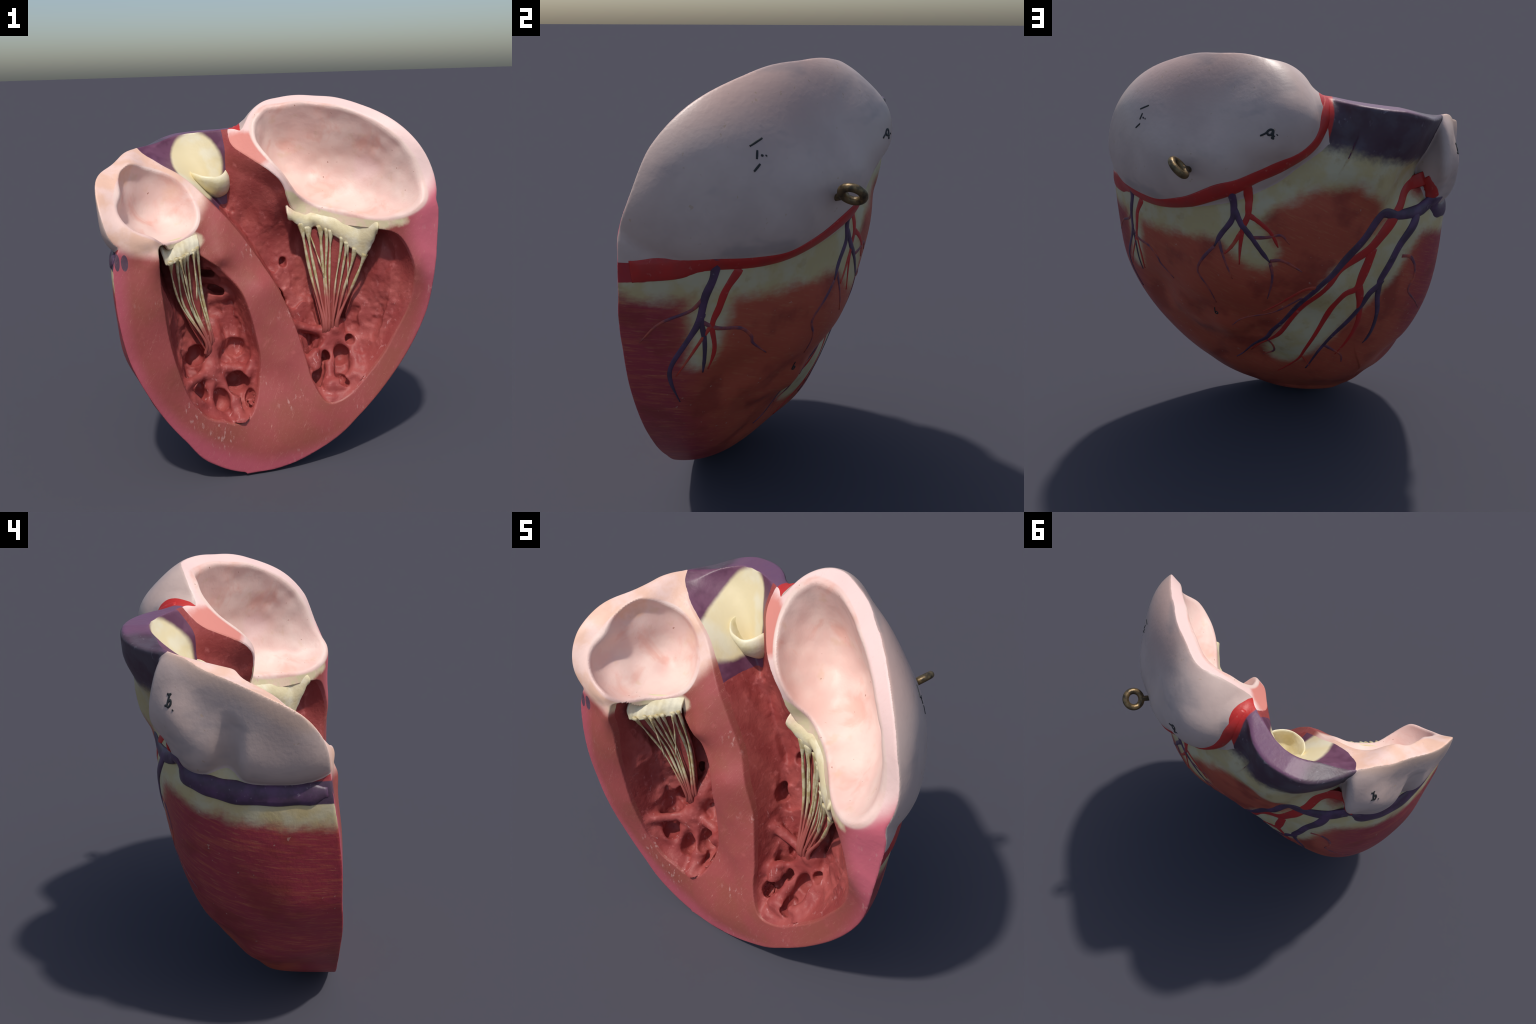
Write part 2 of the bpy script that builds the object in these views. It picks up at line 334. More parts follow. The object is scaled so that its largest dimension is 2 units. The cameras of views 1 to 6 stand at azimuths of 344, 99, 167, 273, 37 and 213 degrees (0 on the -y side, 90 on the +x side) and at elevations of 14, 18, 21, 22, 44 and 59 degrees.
# ------------------------------------------------------------- surface nets
def surface(field, lo, hi, h, coarse=4):
    lo, hi = np.array(lo, float), np.array(hi, float)
    n = (np.ceil((hi - lo) / h / coarse).astype(int)) * coarse + 1
    nc = (n - 1) // coarse + 1
    H = h * coarse
    g = np.stack(np.meshgrid(*[np.arange(k) for k in nc], indexing="ij"), -1).reshape(-1, 3)
    vc = field(lo + g * H).reshape(nc)
    # cells whose corners come near the surface are sampled finely
    near = np.abs(vc) < H * 1.9
    cell = np.zeros(nc - 1, bool)
    lowc = np.full(nc - 1, np.inf); highc = np.full(nc - 1, -np.inf)
    for dx in (0, 1):
        for dy in (0, 1):
            for dz in (0, 1):
                s = (slice(dx, nc[0] - 1 + dx), slice(dy, nc[1] - 1 + dy), slice(dz, nc[2] - 1 + dz))
                cell |= near[s]
                lowc = np.minimum(lowc, vc[s]); highc = np.maximum(highc, vc[s])
    cell |= (lowc < 0) & (highc > 0)
    V = np.repeat(np.repeat(np.repeat(vc, coarse, 0), coarse, 1), coarse, 2)[: n[0], : n[1], : n[2]].astype(np.float32)
    V = np.where(V < 0, -1, 1).astype(np.float32)
    need = np.zeros(n, bool)
    m = np.repeat(np.repeat(np.repeat(cell, coarse, 0), coarse, 1), coarse, 2)
    for dx in (0, 1):
        for dy in (0, 1):
            for dz in (0, 1):
                need[dx: dx + m.shape[0], dy: dy + m.shape[1], dz: dz + m.shape[2]] |= m
    idx = np.argwhere(need)
    vals = np.empty(len(idx), np.float32)
    for s in range(0, len(idx), 400000):
        vals[s: s + 400000] = field(lo + idx[s: s + 400000] * h)
    V[need] = vals
    # one vertex per cell that the surface crosses
    S = V < 0
    c = np.zeros(n - 1, np.int8)
    for dx in (0, 1):
        for dy in (0, 1):
            for dz in (0, 1):
                c += S[dx: n[0] - 1 + dx, dy: n[1] - 1 + dy, dz: n[2] - 1 + dz]
    act = (c > 0) & (c < 8)
    cells = np.argwhere(act)
    ids = np.full(n - 1, -1, np.int64)
    ids[act] = np.arange(len(cells))
    acc = np.zeros((len(cells), 3)); cnt = np.zeros(len(cells))
    corner = [(i, j, k) for i in (0, 1) for j in (0, 1) for k in (0, 1)]
    for a in corner:
        for ax in range(3):
            if a[ax]:
                continue
            b = list(a); b[ax] = 1
            va = V[tuple((cells + a).T)]; vb = V[tuple((cells + b).T)]
            x = (va < 0) != (vb < 0)
            t = va[x] / (va[x] - vb[x])
            p = np.tile(np.array(a, float), (x.sum(), 1)); p[:, ax] = t
            acc[x] += p; cnt[x] += 1
    verts = lo + (cells + acc / cnt[:, None]) * h
    quads = []
    for ax in range(3):
        o1, o2 = (ax + 1) % 3, (ax + 2) % 3
        s0 = [slice(None)] * 3; s1 = [slice(None)] * 3
        s0[ax] = slice(0, n[ax] - 1); s1[ax] = slice(1, n[ax])
        A, B = S[tuple(s0)], S[tuple(s1)]
        e = np.argwhere(A != B)
        ok = (e[:, o1] > 0) & (e[:, o2] > 0) & (e[:, o1] < n[o1] - 1) & (e[:, o2] < n[o2] - 1)
        e = e[ok]
        flip = ~A[tuple(e.T)]
        q = []
        for d1, d2 in ((0, 0), (-1, 0), (-1, -1), (0, -1)):
            k = e.copy(); k[:, o1] += d1; k[:, o2] += d2
            q.append(ids[tuple(k.T)])
        q = np.stack(q, 1)
        q[flip] = q[flip][:, ::-1]
        quads.append(q)
    return verts, np.concatenate(quads)

def gradient(field, P, e=.003):
    g = np.stack([field(P + d) - field(P - d) for d in np.eye(3) * e], 1) / (2 * e)
    return g

def snap(field, P, steps=2):
    for _ in range(steps):
        d = field(P)
        g = np.stack([field(P + e) - d for e in np.eye(3) * .003], 1) / .003
        P = P - (d / np.maximum((g ** 2).sum(1), .2))[:, None] * g * .9
    return P
# === BLENDER ===
import bpy
from mathutils import Vector

CELL = .006
root = bpy.data.objects.new("heart_model", None)
bpy.context.collection.objects.link(root)
root["label"] = "painted half heart model, cut open to show chambers, valves and vessels"
root["category"] = "anatomy model"

# ------------------------------------------------------------ node helpers
class Nodes:
    """a few shorthands for building procedural materials"""
    def __init__(self, name):
        self.mat = bpy.data.materials.new(name)
        self.mat.use_nodes = True
        self.t = self.mat.node_tree
        self.t.nodes.clear()
        self.out = self.t.nodes.new("ShaderNodeOutputMaterial")
        self.bsdf = self.t.nodes.new("ShaderNodeBsdfPrincipled")
        self.t.links.new(self.bsdf.outputs[0], self.out.inputs[0])
        self.pos = self.t.nodes.new("ShaderNodeTexCoord").outputs["Object"]
    def _set(self, sock, v):
        if isinstance(v, bpy.types.NodeSocket):
            self.t.links.new(v, sock)
        elif isinstance(v, (int, float)):
            sock.default_value = v
        else:
            v = tuple(v)
            sock.default_value = v if len(sock.default_value) == len(v) else v + (1.0,)
    def math(self, op, a, b=0.0, c=None, clamp=False):
        n = self.t.nodes.new("ShaderNodeMath"); n.operation = op; n.use_clamp = clamp
        self._set(n.inputs[0], a); self._set(n.inputs[1], b)
        if c is not None:
            self._set(n.inputs[2], c)
        return n.outputs[0]
    def vec(self, op, a, b=(0, 0, 0), scale=None):
        n = self.t.nodes.new("ShaderNodeVectorMath"); n.operation = op
        self._set(n.inputs[0], a); self._set(n.inputs[1], b)
        if scale is not None:
            self._set(n.inputs["Scale"], scale)
        return n.outputs["Value"] if op in ("LENGTH", "DOT_PRODUCT", "DISTANCE") else n.outputs[0]
    def axis(self, i):
        n = self.t.nodes.new("ShaderNodeSeparateXYZ"); self._set(n.inputs[0], self.pos)
        return n.outputs[i]
    def noise(self, scale, detail=3.0, rough=.55, stretch=None, turn=None, distort=0.0):
        n = self.t.nodes.new("ShaderNodeTexNoise")
        v = self.pos
        if stretch or turn:
            m = self.t.nodes.new("ShaderNodeMapping")
            m.vector_type = "POINT"
            self._set(m.inputs["Vector"], v)
            if turn:
                m.inputs["Rotation"].default_value = turn
            if stretch:
                m2 = self.t.nodes.new("ShaderNodeMapping")
                self._set(m2.inputs["Vector"], m.outputs[0])
                m2.inputs["Scale"].default_value = stretch
                m = m2
            v = m.outputs[0]
        self._set(n.inputs["Vector"], v)
        n.inputs["Scale"].default_value = scale
        n.inputs["Detail"].default_value = detail
        n.inputs["Roughness"].default_value = rough
        n.inputs["Distortion"].default_value = distort
        return n.outputs["Fac"]
    def voronoi(self, scale):
        n = self.t.nodes.new("ShaderNodeTexVoronoi")
        self._set(n.inputs["Vector"], self.pos); n.inputs["Scale"].default_value = scale
        return n.outputs["Distance"]
    def step(self, x, a, b):
        """0 at a, 1 at b, smooth"""
        n = self.t.nodes.new("ShaderNodeMapRange"); n.interpolation_type = "SMOOTHSTEP"
        self._set(n.inputs[0], x)
        flip = a > b
        lo, hi = (b, a) if flip else (a, b)
        n.inputs[1].default_value, n.inputs[2].default_value = lo, hi
        n.inputs[3].default_value, n.inputs[4].default_value = (1, 0) if flip else (0, 1)
        return n.outputs[0]
    def mix(self, f, a, b):
        n = self.t.nodes.new("ShaderNodeMix"); n.data_type = "RGBA"
        self._set(n.inputs[0], f); self._set(n.inputs[6], a); self._set(n.inputs[7], b)
        return n.outputs[2]
    def ball(self, c, r):
        """distance from c measured in radii r"""
        v = self.vec("SUBTRACT", self.pos, c)
        return self.vec("LENGTH", self.vec("DIVIDE", v, r))
    def bone(self, a, b, ra, rb):
        """distance to a tapering capsule"""
        d = Vector(b) - Vector(a)
        v = self.vec("SUBTRACT", self.pos, a)
        t = self.math("ADD", self.vec("DOT_PRODUCT", v, tuple(d / d.length_squared)), 0.0, clamp=True)
        w = self.vec("SUBTRACT", v, self.vec("SCALE", tuple(d), scale=t))
        return self.math("SUBTRACT", self.vec("LENGTH", w), self.math("MULTIPLY_ADD", t, rb - ra, ra))
    def chain(self, pts):
        """union of capsules along (x, y, z, r) points"""
        out = None
        for p, q in zip(pts, pts[1:]):
            d = self.bone(p[:3], q[:3], p[3], q[3])
            out = d if out is None else self.math("MINIMUM", out, d)
        return out
    def jitter(self, x, amount, scale, detail=4.0, **k):
        n = self.math("SUBTRACT", self.noise(scale, detail, .6, **k), .5)
        return self.math("ADD", x, self.math("MULTIPLY", n, amount))
    def finish(self, colour, rough=.5, bump=None, strength=.2, spec=.4, coat=0.0):
        self._set(self.bsdf.inputs["Base Color"], colour)
        self._set(self.bsdf.inputs["Roughness"], rough)
        self.bsdf.inputs["Specular IOR Level"].default_value = spec
        self.bsdf.inputs["Coat Weight"].default_value = coat
        if bump is not None:
            n = self.t.nodes.new("ShaderNodeBump")
            n.inputs["Strength"].default_value = strength
            n.inputs["Distance"].default_value = .01
            self._set(n.inputs["Height"], bump)
            self.t.links.new(n.outputs[0], self.bsdf.inputs["Normal"])
        return self.mat

# ---------------------------------------------------------------- colours
FAT = (.56, .43, .21)
FAT_PALE = (.58, .49, .31)
MUSCLE = (.48, .088, .046)
CRIMSON = (.33, .035, .05)
CUT_RED = (.35, .074, .07)
CUT_PINK = (.45, .09, .12)
CAVITY = (.29, .05, .046)
ATRIUM_IN = (.80, .54, .47)
ATRIUM_OUT = (.55, .405, .355)
PEACH = (.80, .50, .37)
VALVE = (.72, .62, .38)
PURPLE = (.075, .037, .056)
PURPLE_CUT = (.165, .072, .115)
ARTERY = (.50, .025, .02)
VEIN = (.068, .036, .064)

def fat_distance(N):
    parts = [
        N.chain([(.875, -.42, 1.27, .06), (.838, -.239, 1.255, .065), (.697, .021, 1.25, .07), (.531, .19, 1.28, .09), (.40, .28, 1.30, .10), (.24, .35, 1.44, .10), (.03, .39, 1.56, .10)]),
        N.chain([(.80, -.14, 1.22, .08), (.775, -.2, .93, .035)]),
        N.chain([(.36, .30, 1.28, .09), (.24, .33, 1.14, .08)]),
        N.chain([(.0, .39, 1.56, .10), (-.22, .40, 1.56, .09), (-.40, .36, 1.45, .10), (-.50, .30, 1.25, .10), (-.36, .33, 1.08, .12), (-.22, .31, .92, .13), (-.12, .26, .78, .12), (-.05, .19, .63, .11), (.06, .08, .47, .085)]),
        N.chain([(-.60, .23, 1.27, .08), (-.75, .1, 1.23, .08), (-.80, -.0, 1.27, .11), (-.82, -.04, 1.195, .065), (-.856, -.23, 1.185, .06), (-.864, -.42, 1.19, .06)]),
    ]
    d = parts[0]
    for p in parts[1:]:
        d = N.math("SMOOTH_MIN", d, p, .03)
    return d

def fat_colour(N):
    c = N.mix(N.step(N.noise(7, 4), .40, .62), FAT, FAT_PALE)
    return N.mix(N.math("MULTIPLY", N.step(N.noise(16, 3), .56, .70), .35), c, (.42, .27, .11))

def purple_over(N, col):
    """the trunk's purple, fading out downwards with a brushed edge"""
    lvl = N.math("SUBTRACT", N.jitter(N.axis(2), .05, 14), N.math("MULTIPLY", N.axis(0), .20))
    p = N.mix(N.step(N.noise(9, 5), .42, .66), PURPLE, (.095, .068, .088))
    p = N.mix(N.math("MULTIPLY", N.step(N.noise(35, 4, stretch=(1, 1, .5)), .63, .72), .5), p, (.28, .24, .27))
    m = N.step(N.jitter(lvl, .05, 40), 1.60, 1.67)
    m = N.math("MULTIPLY", m, N.step(N.axis(1), -.2, 0.0))
    m = N.math("MULTIPLY", m, N.step(N.axis(0), .02, -.02))
    return N.mix(m, col, p)

def make_wall():
    N = Nodes("painted_muscle")
    d = N.jitter(fat_distance(N), .07, 9)
    d = N.jitter(d, .035, 30, stretch=(1, 1, 2.5))
    # brush strokes that follow the muscle fibres
    fib = N.noise(5, 4, .6, stretch=(1.2, 1.2, 14), turn=(0, .45, 0), distort=.4)
    fine = N.noise(14, 3, .6, stretch=(1, 1, 12), turn=(0, .45, 0))
    side = N.math("MULTIPLY", N.step(N.jitter(N.axis(1), .12, 5), -.16, -.34), 1.0)
    left = N.step(N.jitter(N.axis(0), .15, 4), -.45, -.68)
    m = N.mix(N.math("MAXIMUM", side, left), MUSCLE, CRIMSON)
    m = N.mix(N.math("MULTIPLY", N.step(fib, .48, .64), .40), m, (.50, .115, .055))
    m = N.mix(N.math("MULTIPLY", N.step(fine, .56, .68), .40), m, (.52, .19, .085))
    m = N.mix(N.math("MULTIPLY", N.step(N.noise(5, 4), .48, .66), .6), m, (.24, .03, .022))
    m = N.mix(N.math("MULTIPLY", N.step(N.noise(40, 2), .70, .76), .5), m, (.55, .33, .25))
    # soft painted margin between muscle and fat
    col = N.mix(N.step(d, -.025, .05), fat_colour(N), m)
    band = N.jitter(N.bone((.885, -.50, 1.297), (.872, -.38, 1.30), .043, .043), .008, 20)
    col = N.mix(N.step(band, .003, -.003), col, N.mix(N.noise(14, 4), ARTERY, CRIMSON))
    band = N.jitter(N.bone((-.853, -.47, 1.258), (-.853, -.34, 1.252), .044, .044), .006, 20)
    col = N.mix(N.step(band, .003, -.003), col, VEIN)
    col = purple_over(N, col)
    return N.finish(col, .48, N.noise(60, 3), .12)

def make_trunk():
    N = Nodes("painted_trunk")
    col = purple_over(N, fat_colour(N))
    # upper rim, where the vessel is cut through
    rim = N.math("MAXIMUM", N.step(N.math("SUBTRACT", N.axis(2), N.math("MULTIPLY", N.axis(0), .20)), 1.866, 1.872),
                 N.step(N.math("SUBTRACT", N.axis(2), N.math("MULTIPLY", N.axis(0), .08)), 1.8215, 1.8265))
    col = N.mix(rim, col, N.mix(N.noise(12), PURPLE_CUT, (.14, .06, .13)))
    # red margin towards the left atrium
    red = N.chain([(-.08, .13, 1.81, .04), (-.035, .20, 1.84, .06), (-.01, .33, 1.76, .065), (.01, .37, 1.66, .06), (.09, .41, 1.58, .05)])
    col = N.mix(N.step(N.jitter(red, .01, 20), .004, -.004), col, ARTERY)
    return N.finish(col, .45, N.noise(50, 3), .12)

def make_trunk_lining():
    N = Nodes("painted_trunk_lining")
    yel = N.mix(N.step(N.noise(6, 3), .45, .65), (.78, .66, .40), (.80, .72, .52))
    b = N.jitter(N.ball((-.297, .20, 1.625), (.148, .35, .20)), .12, 9)
    pur = N.mix(N.step(N.noise(8, 3), .4, .6), (.11, .034, .07), (.165, .062, .11))
    col = N.mix(N.step(b, .90, 1.06), yel, pur)
    return N.finish(col, .42, N.noise(40), .1)

def lining_colour(N):
    c = N.mix(N.step(N.noise(5, 4), .38, .66), ATRIUM_IN, (.82, .61, .53))
    c = N.mix(N.math("MULTIPLY", N.step(N.noise(6, 4, distort=.6), .52, .70), .6), c, (.74, .38, .30))
    c = N.mix(N.math("MULTIPLY", N.step(N.noise(11, 3), .60, .74), .35), c, (.70, .47, .30))
    return N.mix(N.math("MULTIPLY", N.step(N.noise(48, 1), .765, .80), .8), c, (.38, .15, .10))

def bowl_value(N, c, r, rot, p):
    """1 on the wall of an atrial bowl, less inside"""
    v = N.vec("SUBTRACT", N.pos, c)
    t = None
    for i in range(3):
        k = N.math("ABSOLUTE", N.vec("DOT_PRODUCT", v, tuple(float(x) for x in rot[:, i] / r[i])))
        k = N.math("POWER", k, p)
        t = k if t is None else N.math("ADD", t, k)
    return N.math("POWER", t, 1 / p)

def make_cut():
    N = Nodes("cut_myocardium")
    x, z = N.axis(0), N.axis(2)
    base = N.mix(N.step(N.noise(5, 4), .35, .68), CUT_RED, (.31, .078, .058))
    base = N.mix(N.math("MULTIPLY", N.step(N.noise(18, 4), .6, .75), .4), base, (.50, .13, .12))
    # pink margin along the outside and on the left wall
    edge = N.jitter(N.ball((0, 0, 1.06), (.86, 9, 1.03)), .10, 5)
    base = N.mix(N.step(edge, .90, 1.0), base, CUT_PINK)
    wall_l = N.jitter(N.ball((.95, -.4, 1.32), (.30, 9, .42)), .18, 6)
    base = N.mix(N.step(wall_l, 1.0, .55), base, (.64, .145, .19))
    # atrial walls: cream fading into red
    pale = N.mix(N.step(N.noise(7, 4), .4, .65), PEACH, (.86, .60, .52))
    la = N.jitter(N.ball((.40, 0, 1.72), (.545, 9, .40)), .06, 9)
    col = N.mix(N.step(la, 1.08, .90), base, N.mix(N.noise(6), (.86, .58, .54), (.84, .62, .56)))
    ra = N.jitter(N.ball((-.64, 0, 1.575), (.36, 9, .30)), .12, 9)
    col = N.mix(N.step(ra, 1.12, .88), col, pale)
    ann = N.chain([(.15, -.07, 1.44, .05), (.25, -.05, 1.37, .07), (.40, -.14, 1.345, .07), (.52, -.29, 1.335, .06), (.60, -.42, 1.33, .04), (.68, -.46, 1.345, .02)])
    ann = N.jitter(ann, .03, 20)
    yel = N.mix(N.step(N.noise(12, 4), .4, .62), VALVE, (.80, .60, .44))
    col = N.mix(N.step(ann, .015, -.012), col, yel)
    rann = N.jitter(N.chain([(-.40, -.17, 1.275, .045), (-.5, -.25, 1.275, .06), (-.58, -.34, 1.275, .05), (-.61, -.40, 1.29, .03)]), .03, 20)
    col = N.mix(N.step(rann, .015, -.012), col, yel)
    sinus = N.math("MINIMUM", N.ball((-.838, -.42, 1.255), (.013, 9, .042)), N.ball((-.802, -.42, 1.25), (.017, 9, .040)))
    sinus = N.math("MAXIMUM", sinus, N.step(x, -.5, -.4))
    col = N.mix(N.step(sinus, 1.05, .95), col, N.mix(N.noise(20), VEIN, (.14, .075, .10)))
    # scratches
    s = N.noise(7, 2, .5, stretch=(1, 1, 9), turn=(0, 1.1, 0), distort=1.2)
    line = N.math("ABSOLUTE", N.math("SUBTRACT", s, .53))
    col = N.mix(N.math("MULTIPLY", N.step(line, .004, .001), .35), col, (.72, .38, .30))
    scuff = N.math("MULTIPLY", N.step(N.noise(4, 4), .56, .68), N.step(N.noise(60, 3, stretch=(1, 1, .35)), .58, .66))
    col = N.mix(N.math("MULTIPLY", scuff, .45), col, (.66, .40, .36))
    # red, rough root of the wall beside the trunk
    aor = N.jitter(N.ball((-.03, .1, 1.72), (.13, 9, .10)), .25, 25)
    col = N.mix(N.step(aor, 1.1, .75), col, (.70, .25, .20))
    # atrial linings, with a faint crease of orange where they end
    bv = N.math("MINIMUM", bowl_value(N, LB_C, LB_R, LB_T, LB_P), bowl_value(N, RB_C, RB_R, RB_T, RB_P))
    col = N.mix(N.step(bv, 1.075, 1.045), col, lining_colour(N))
    # worn, paler edges
    geo = N.t.nodes.new("ShaderNodeNewGeometry")
    worn = N.math("MULTIPLY", N.step(geo.outputs["Pointiness"], .54, .60), N.step(N.noise(30, 3), .40, .60))
    col = N.mix(N.math("MULTIPLY", worn, .45), col, (.72, .46, .40))
    return N.finish(col, .48, N.noise(35, 4), .15)

def make_cavity():
    N = Nodes("cavity_lining")
    c = N.mix(N.step(N.noise(6, 5), .35, .68), CAVITY, (.36, .078, .068))
    c = N.mix(N.math("MULTIPLY", N.step(N.noise(22, 4), .58, .72), .5), c, (.52, .15, .14))
    dry = N.noise(28, 5, .7, stretch=(1, 1, .5), distort=.8)
    low = N.step(N.jitter(N.axis(2), .3, 3), 1.05, .7)
    c = N.mix(N.math("MULTIPLY", N.math("MULTIPLY", N.step(dry, .60, .70), .6), low), c, (.64, .34, .33))
    return N.finish(c, .52, N.noise(55, 4), .25, spec=.3)

def make_atrium_outside():
    N = Nodes("atrium_outside")
    c = N.mix(N.step(N.noise(4, 4), .38, .66), ATRIUM_OUT, (.62, .465, .405))
    pink = N.jitter(N.ball((.45, -.1, 1.95), (.5, .45, .30)), .35, 5, stretch=(1, 1, 2.5))
    c = N.mix(N.math("MULTIPLY", N.step(pink, 1.1, .5), .75), c, (.60, .39, .33))
    c = N.mix(N.math("MULTIPLY", N.step(N.noise(3.2, 3, stretch=(1, 1, 2)), .58, .72), .45), c, (.30, .25, .25))
    c = N.mix(N.math("MULTIPLY", N.step(N.noise(34, 2), .70, .77), .55), c, (.45, .30, .18))
    rim_r = N.jitter(N.bone((-.66, .16, 1.76), (-.92, -.30, 1.60), .06, .09), .05, 9)
    c = N.mix(N.step(rim_r, .03, -.03), c, (.62, .43, .34))
    return N.finish(c, .42, N.noise(45, 3), .1)

def make_valve():
    N = Nodes("valve_leaflet")
    c = N.mix(N.step(N.noise(9, 4), .38, .64), VALVE, (.80, .73, .54))
    c = N.mix(N.math("MULTIPLY", N.step(N.noise(20, 4), .56, .72), .4), c, (.55, .42, .20))
    top = N.step(N.jitter(N.axis(2), .10, 12), 1.33, 1.41)
    c = N.mix(N.math("MULTIPLY", top, .75), c, (.82, .60, .46))
    return N.finish(c, .5, N.noise(40, 4), .25)

def make_cusp():
    N = Nodes("semilunar_cusp")
    c = N.mix(N.step(N.noise(9, 4), .4, .64), (.76, .66, .38), (.82, .75, .54))
    return N.finish(c, .42, N.noise(30, 3), .2)

def make_chord(z0, z1):
    N = Nodes("tendon")
    c = N.mix(N.step(N.noise(30, 3), .42, .62), (.60, .53, .34), (.44, .35, .17))
    c = N.mix(N.step(N.jitter(N.axis(2), .10, 20), z1, z0), c, (.36, .09, .075))
    return N.finish(c, .45)

def make_artery():
    N = Nodes("artery_paint")
    c = N.mix(N.step(N.noise(14, 4), .4, .68), ARTERY, (.42, .03, .025))
    c = N.mix(N.math("MULTIPLY", N.step(N.noise(45, 4), .62, .72), .4), c, (.58, .20, .16))
    return N.finish(c, .42, N.noise(50), .1)

def make_vein():
    N = Nodes("vein_paint")
    c = N.mix(N.step(N.noise(14, 4), .4, .68), VEIN, (.11, .05, .11))
    c = N.mix(N.math("MULTIPLY", N.step(N.noise(45, 4), .64, .73), .4), c, (.28, .22, .26))
    return N.finish(c, .42, N.noise(50), .1)

def make_twig(a):
    """thin painted twigs that sink into the muscle colour"""
    N = Nodes("twig_paint")
    c = N.mix(N.step(N.noise(20, 3), .3, .75), a, MUSCLE)
    return N.finish(c, .48)

def make_brass():
    N = Nodes("old_brass")
    c = N.mix(N.step(N.noise(40, 4), .4, .65), (.24, .165, .08), (.09, .07, .045))
    N.bsdf.inputs["Metallic"].default_value = .75
    return N.finish(c, .42, N.noise(80), .15)

def make_ink():
    N = Nodes("ink")
    return N.finish(N.mix(N.noise(60), (.012, .014, .014), (.035, .035, .035)), .5)

WALL, TRUNK, TRUNK_IN, CUTM, CAV = make_wall(), make_trunk(), make_trunk_lining(), make_cut(), make_cavity()
AT_IN, AT_OUT, VALV, CUSP = CUTM, make_atrium_outside(), make_valve(), make_cusp()
CHORD_R, CHORD_L, _ = make_chord(.76, .86), make_chord(.86, .99), None
ART, VEI, ART_TWIG, VEI_TWIG, BRASS, INK = make_artery(), make_vein(), make_twig(ARTERY), make_twig((.12, .045, .08)), make_brass(), make_ink()

# ------------------------------------------------------------- mesh helpers
def add(name, verts, faces, mat, parent=root, normals=None, kind=None):
    me = bpy.data.meshes.new(name)
    verts = np.asarray(verts, np.float32)
    faces = [list(f) for f in faces] if not isinstance(faces, np.ndarray) else faces
    if isinstance(faces, np.ndarray):
        k = faces.shape[1]
        me.vertices.add(len(verts)); me.vertices.foreach_set("co", verts.ravel())
        me.loops.add(faces.size); me.loops.foreach_set("vertex_index", faces.astype(np.int32).ravel())
        me.polygons.add(len(faces)); me.polygons.foreach_set("loop_start", np.arange(0, faces.size, k, dtype=np.int32))
        me.update(calc_edges=True)
    else:
        me.from_pydata(verts.tolist(), [], faces)
    me.polygons.foreach_set("use_smooth", np.ones(len(me.polygons), bool))
    if normals is not None:
        me.normals_split_custom_set_from_vertices(normals.tolist())
    me.materials.append(mat)
    ob = bpy.data.objects.new(name, me)
    ob.parent = parent
    bpy.context.collection.objects.link(ob)
    if kind:
        ob["kind"] = kind
    return ob

def spline(pts, per=8):
    """open Catmull-Rom through points of any dimension"""
    p = np.array(pts, float)
    p = np.vstack([2 * p[0] - p[1], p, 2 * p[-1] - p[-2]])
    out = []
    for i in range(1, len(p) - 2):
        a, b, c, d = p[i - 1: i + 3]
        for t in np.arange(per) / per:
            out.append(0.5 * (2 * b + (c - a) * t + (2 * a - 5 * b + 4 * c - d) * t**2 + (3 * b - a - 3 * c + d) * t**3))
    out.append(p[-2])
    return np.array(out)

def sweep(path, width, height, normal, sides=10):
    """closed elliptic tube; width across, height along the given normals"""
    n = len(path)
    tan = np.gradient(path, axis=0)
    tan /= np.linalg.norm(tan, axis=1)[:, None] + 1e-9
    nor = normal - (normal * tan).sum(1)[:, None] * tan
    nor /= np.linalg.norm(nor, axis=1)[:, None] + 1e-9
    bi = np.cross(tan, nor)
    ang = np.arange(sides) * 2 * math.pi / sides
    ring = path[:, None] + width[:, None, None] * np.cos(ang)[None, :, None] * bi[:, None] + height[:, None, None] * np.sin(ang)[None, :, None] * nor[:, None]
    v = np.vstack([ring.reshape(-1, 3), path[:1], path[-1:]])
    f = []
    for i in range(n - 1):
        for j in range(sides):
            k = (j + 1) % sides
            f.append((i * sides + j, i * sides + k, (i + 1) * sides + k, (i + 1) * sides + j))
    for j in range(sides):
        k = (j + 1) % sides
        f.append((n * sides, k, j)); f.append((n * sides + 1, (n - 1) * sides + j, (n - 1) * sides + k))
    return v, f

def outer_normal(P):
    g = gradient(outer, P, .01)
    return g / (np.linalg.norm(g, axis=1)[:, None] + 1e-9)

def on_skin(path, field=None):
    P = snap(outer, np.array(path, float), 4)
    return P, outer_normal(P)

def vessel(name, pts, w0, w1, mat, lift=.35, flat=.5, parent=root):
    """vessel lying on the outer skin: pts are rough positions, half width w0 -> w1"""
    p = spline(pts, 6)
    p, n = on_skin(p)
    for _ in range(2):
        p[1:-1] = (p[:-2] + 2 * p[1:-1] + p[2:]) / 4
    t = np.linspace(0, 1, len(p))
    w = w0 + (w1 - w0) * t
    w = w * (1 + .10 * np.sin(t * 23 + w0 * 400) * np.sin(t * 9))
    w = w * (1 - .55 * sstep(.86, 1, t))
    h = np.maximum(w * flat, .004) * (.25 + .75 * sstep(0, .05, t))
    return add(name, *sweep(p + n * (h * (lift - .5))[:, None], w, h, n, 12), mat, parent)

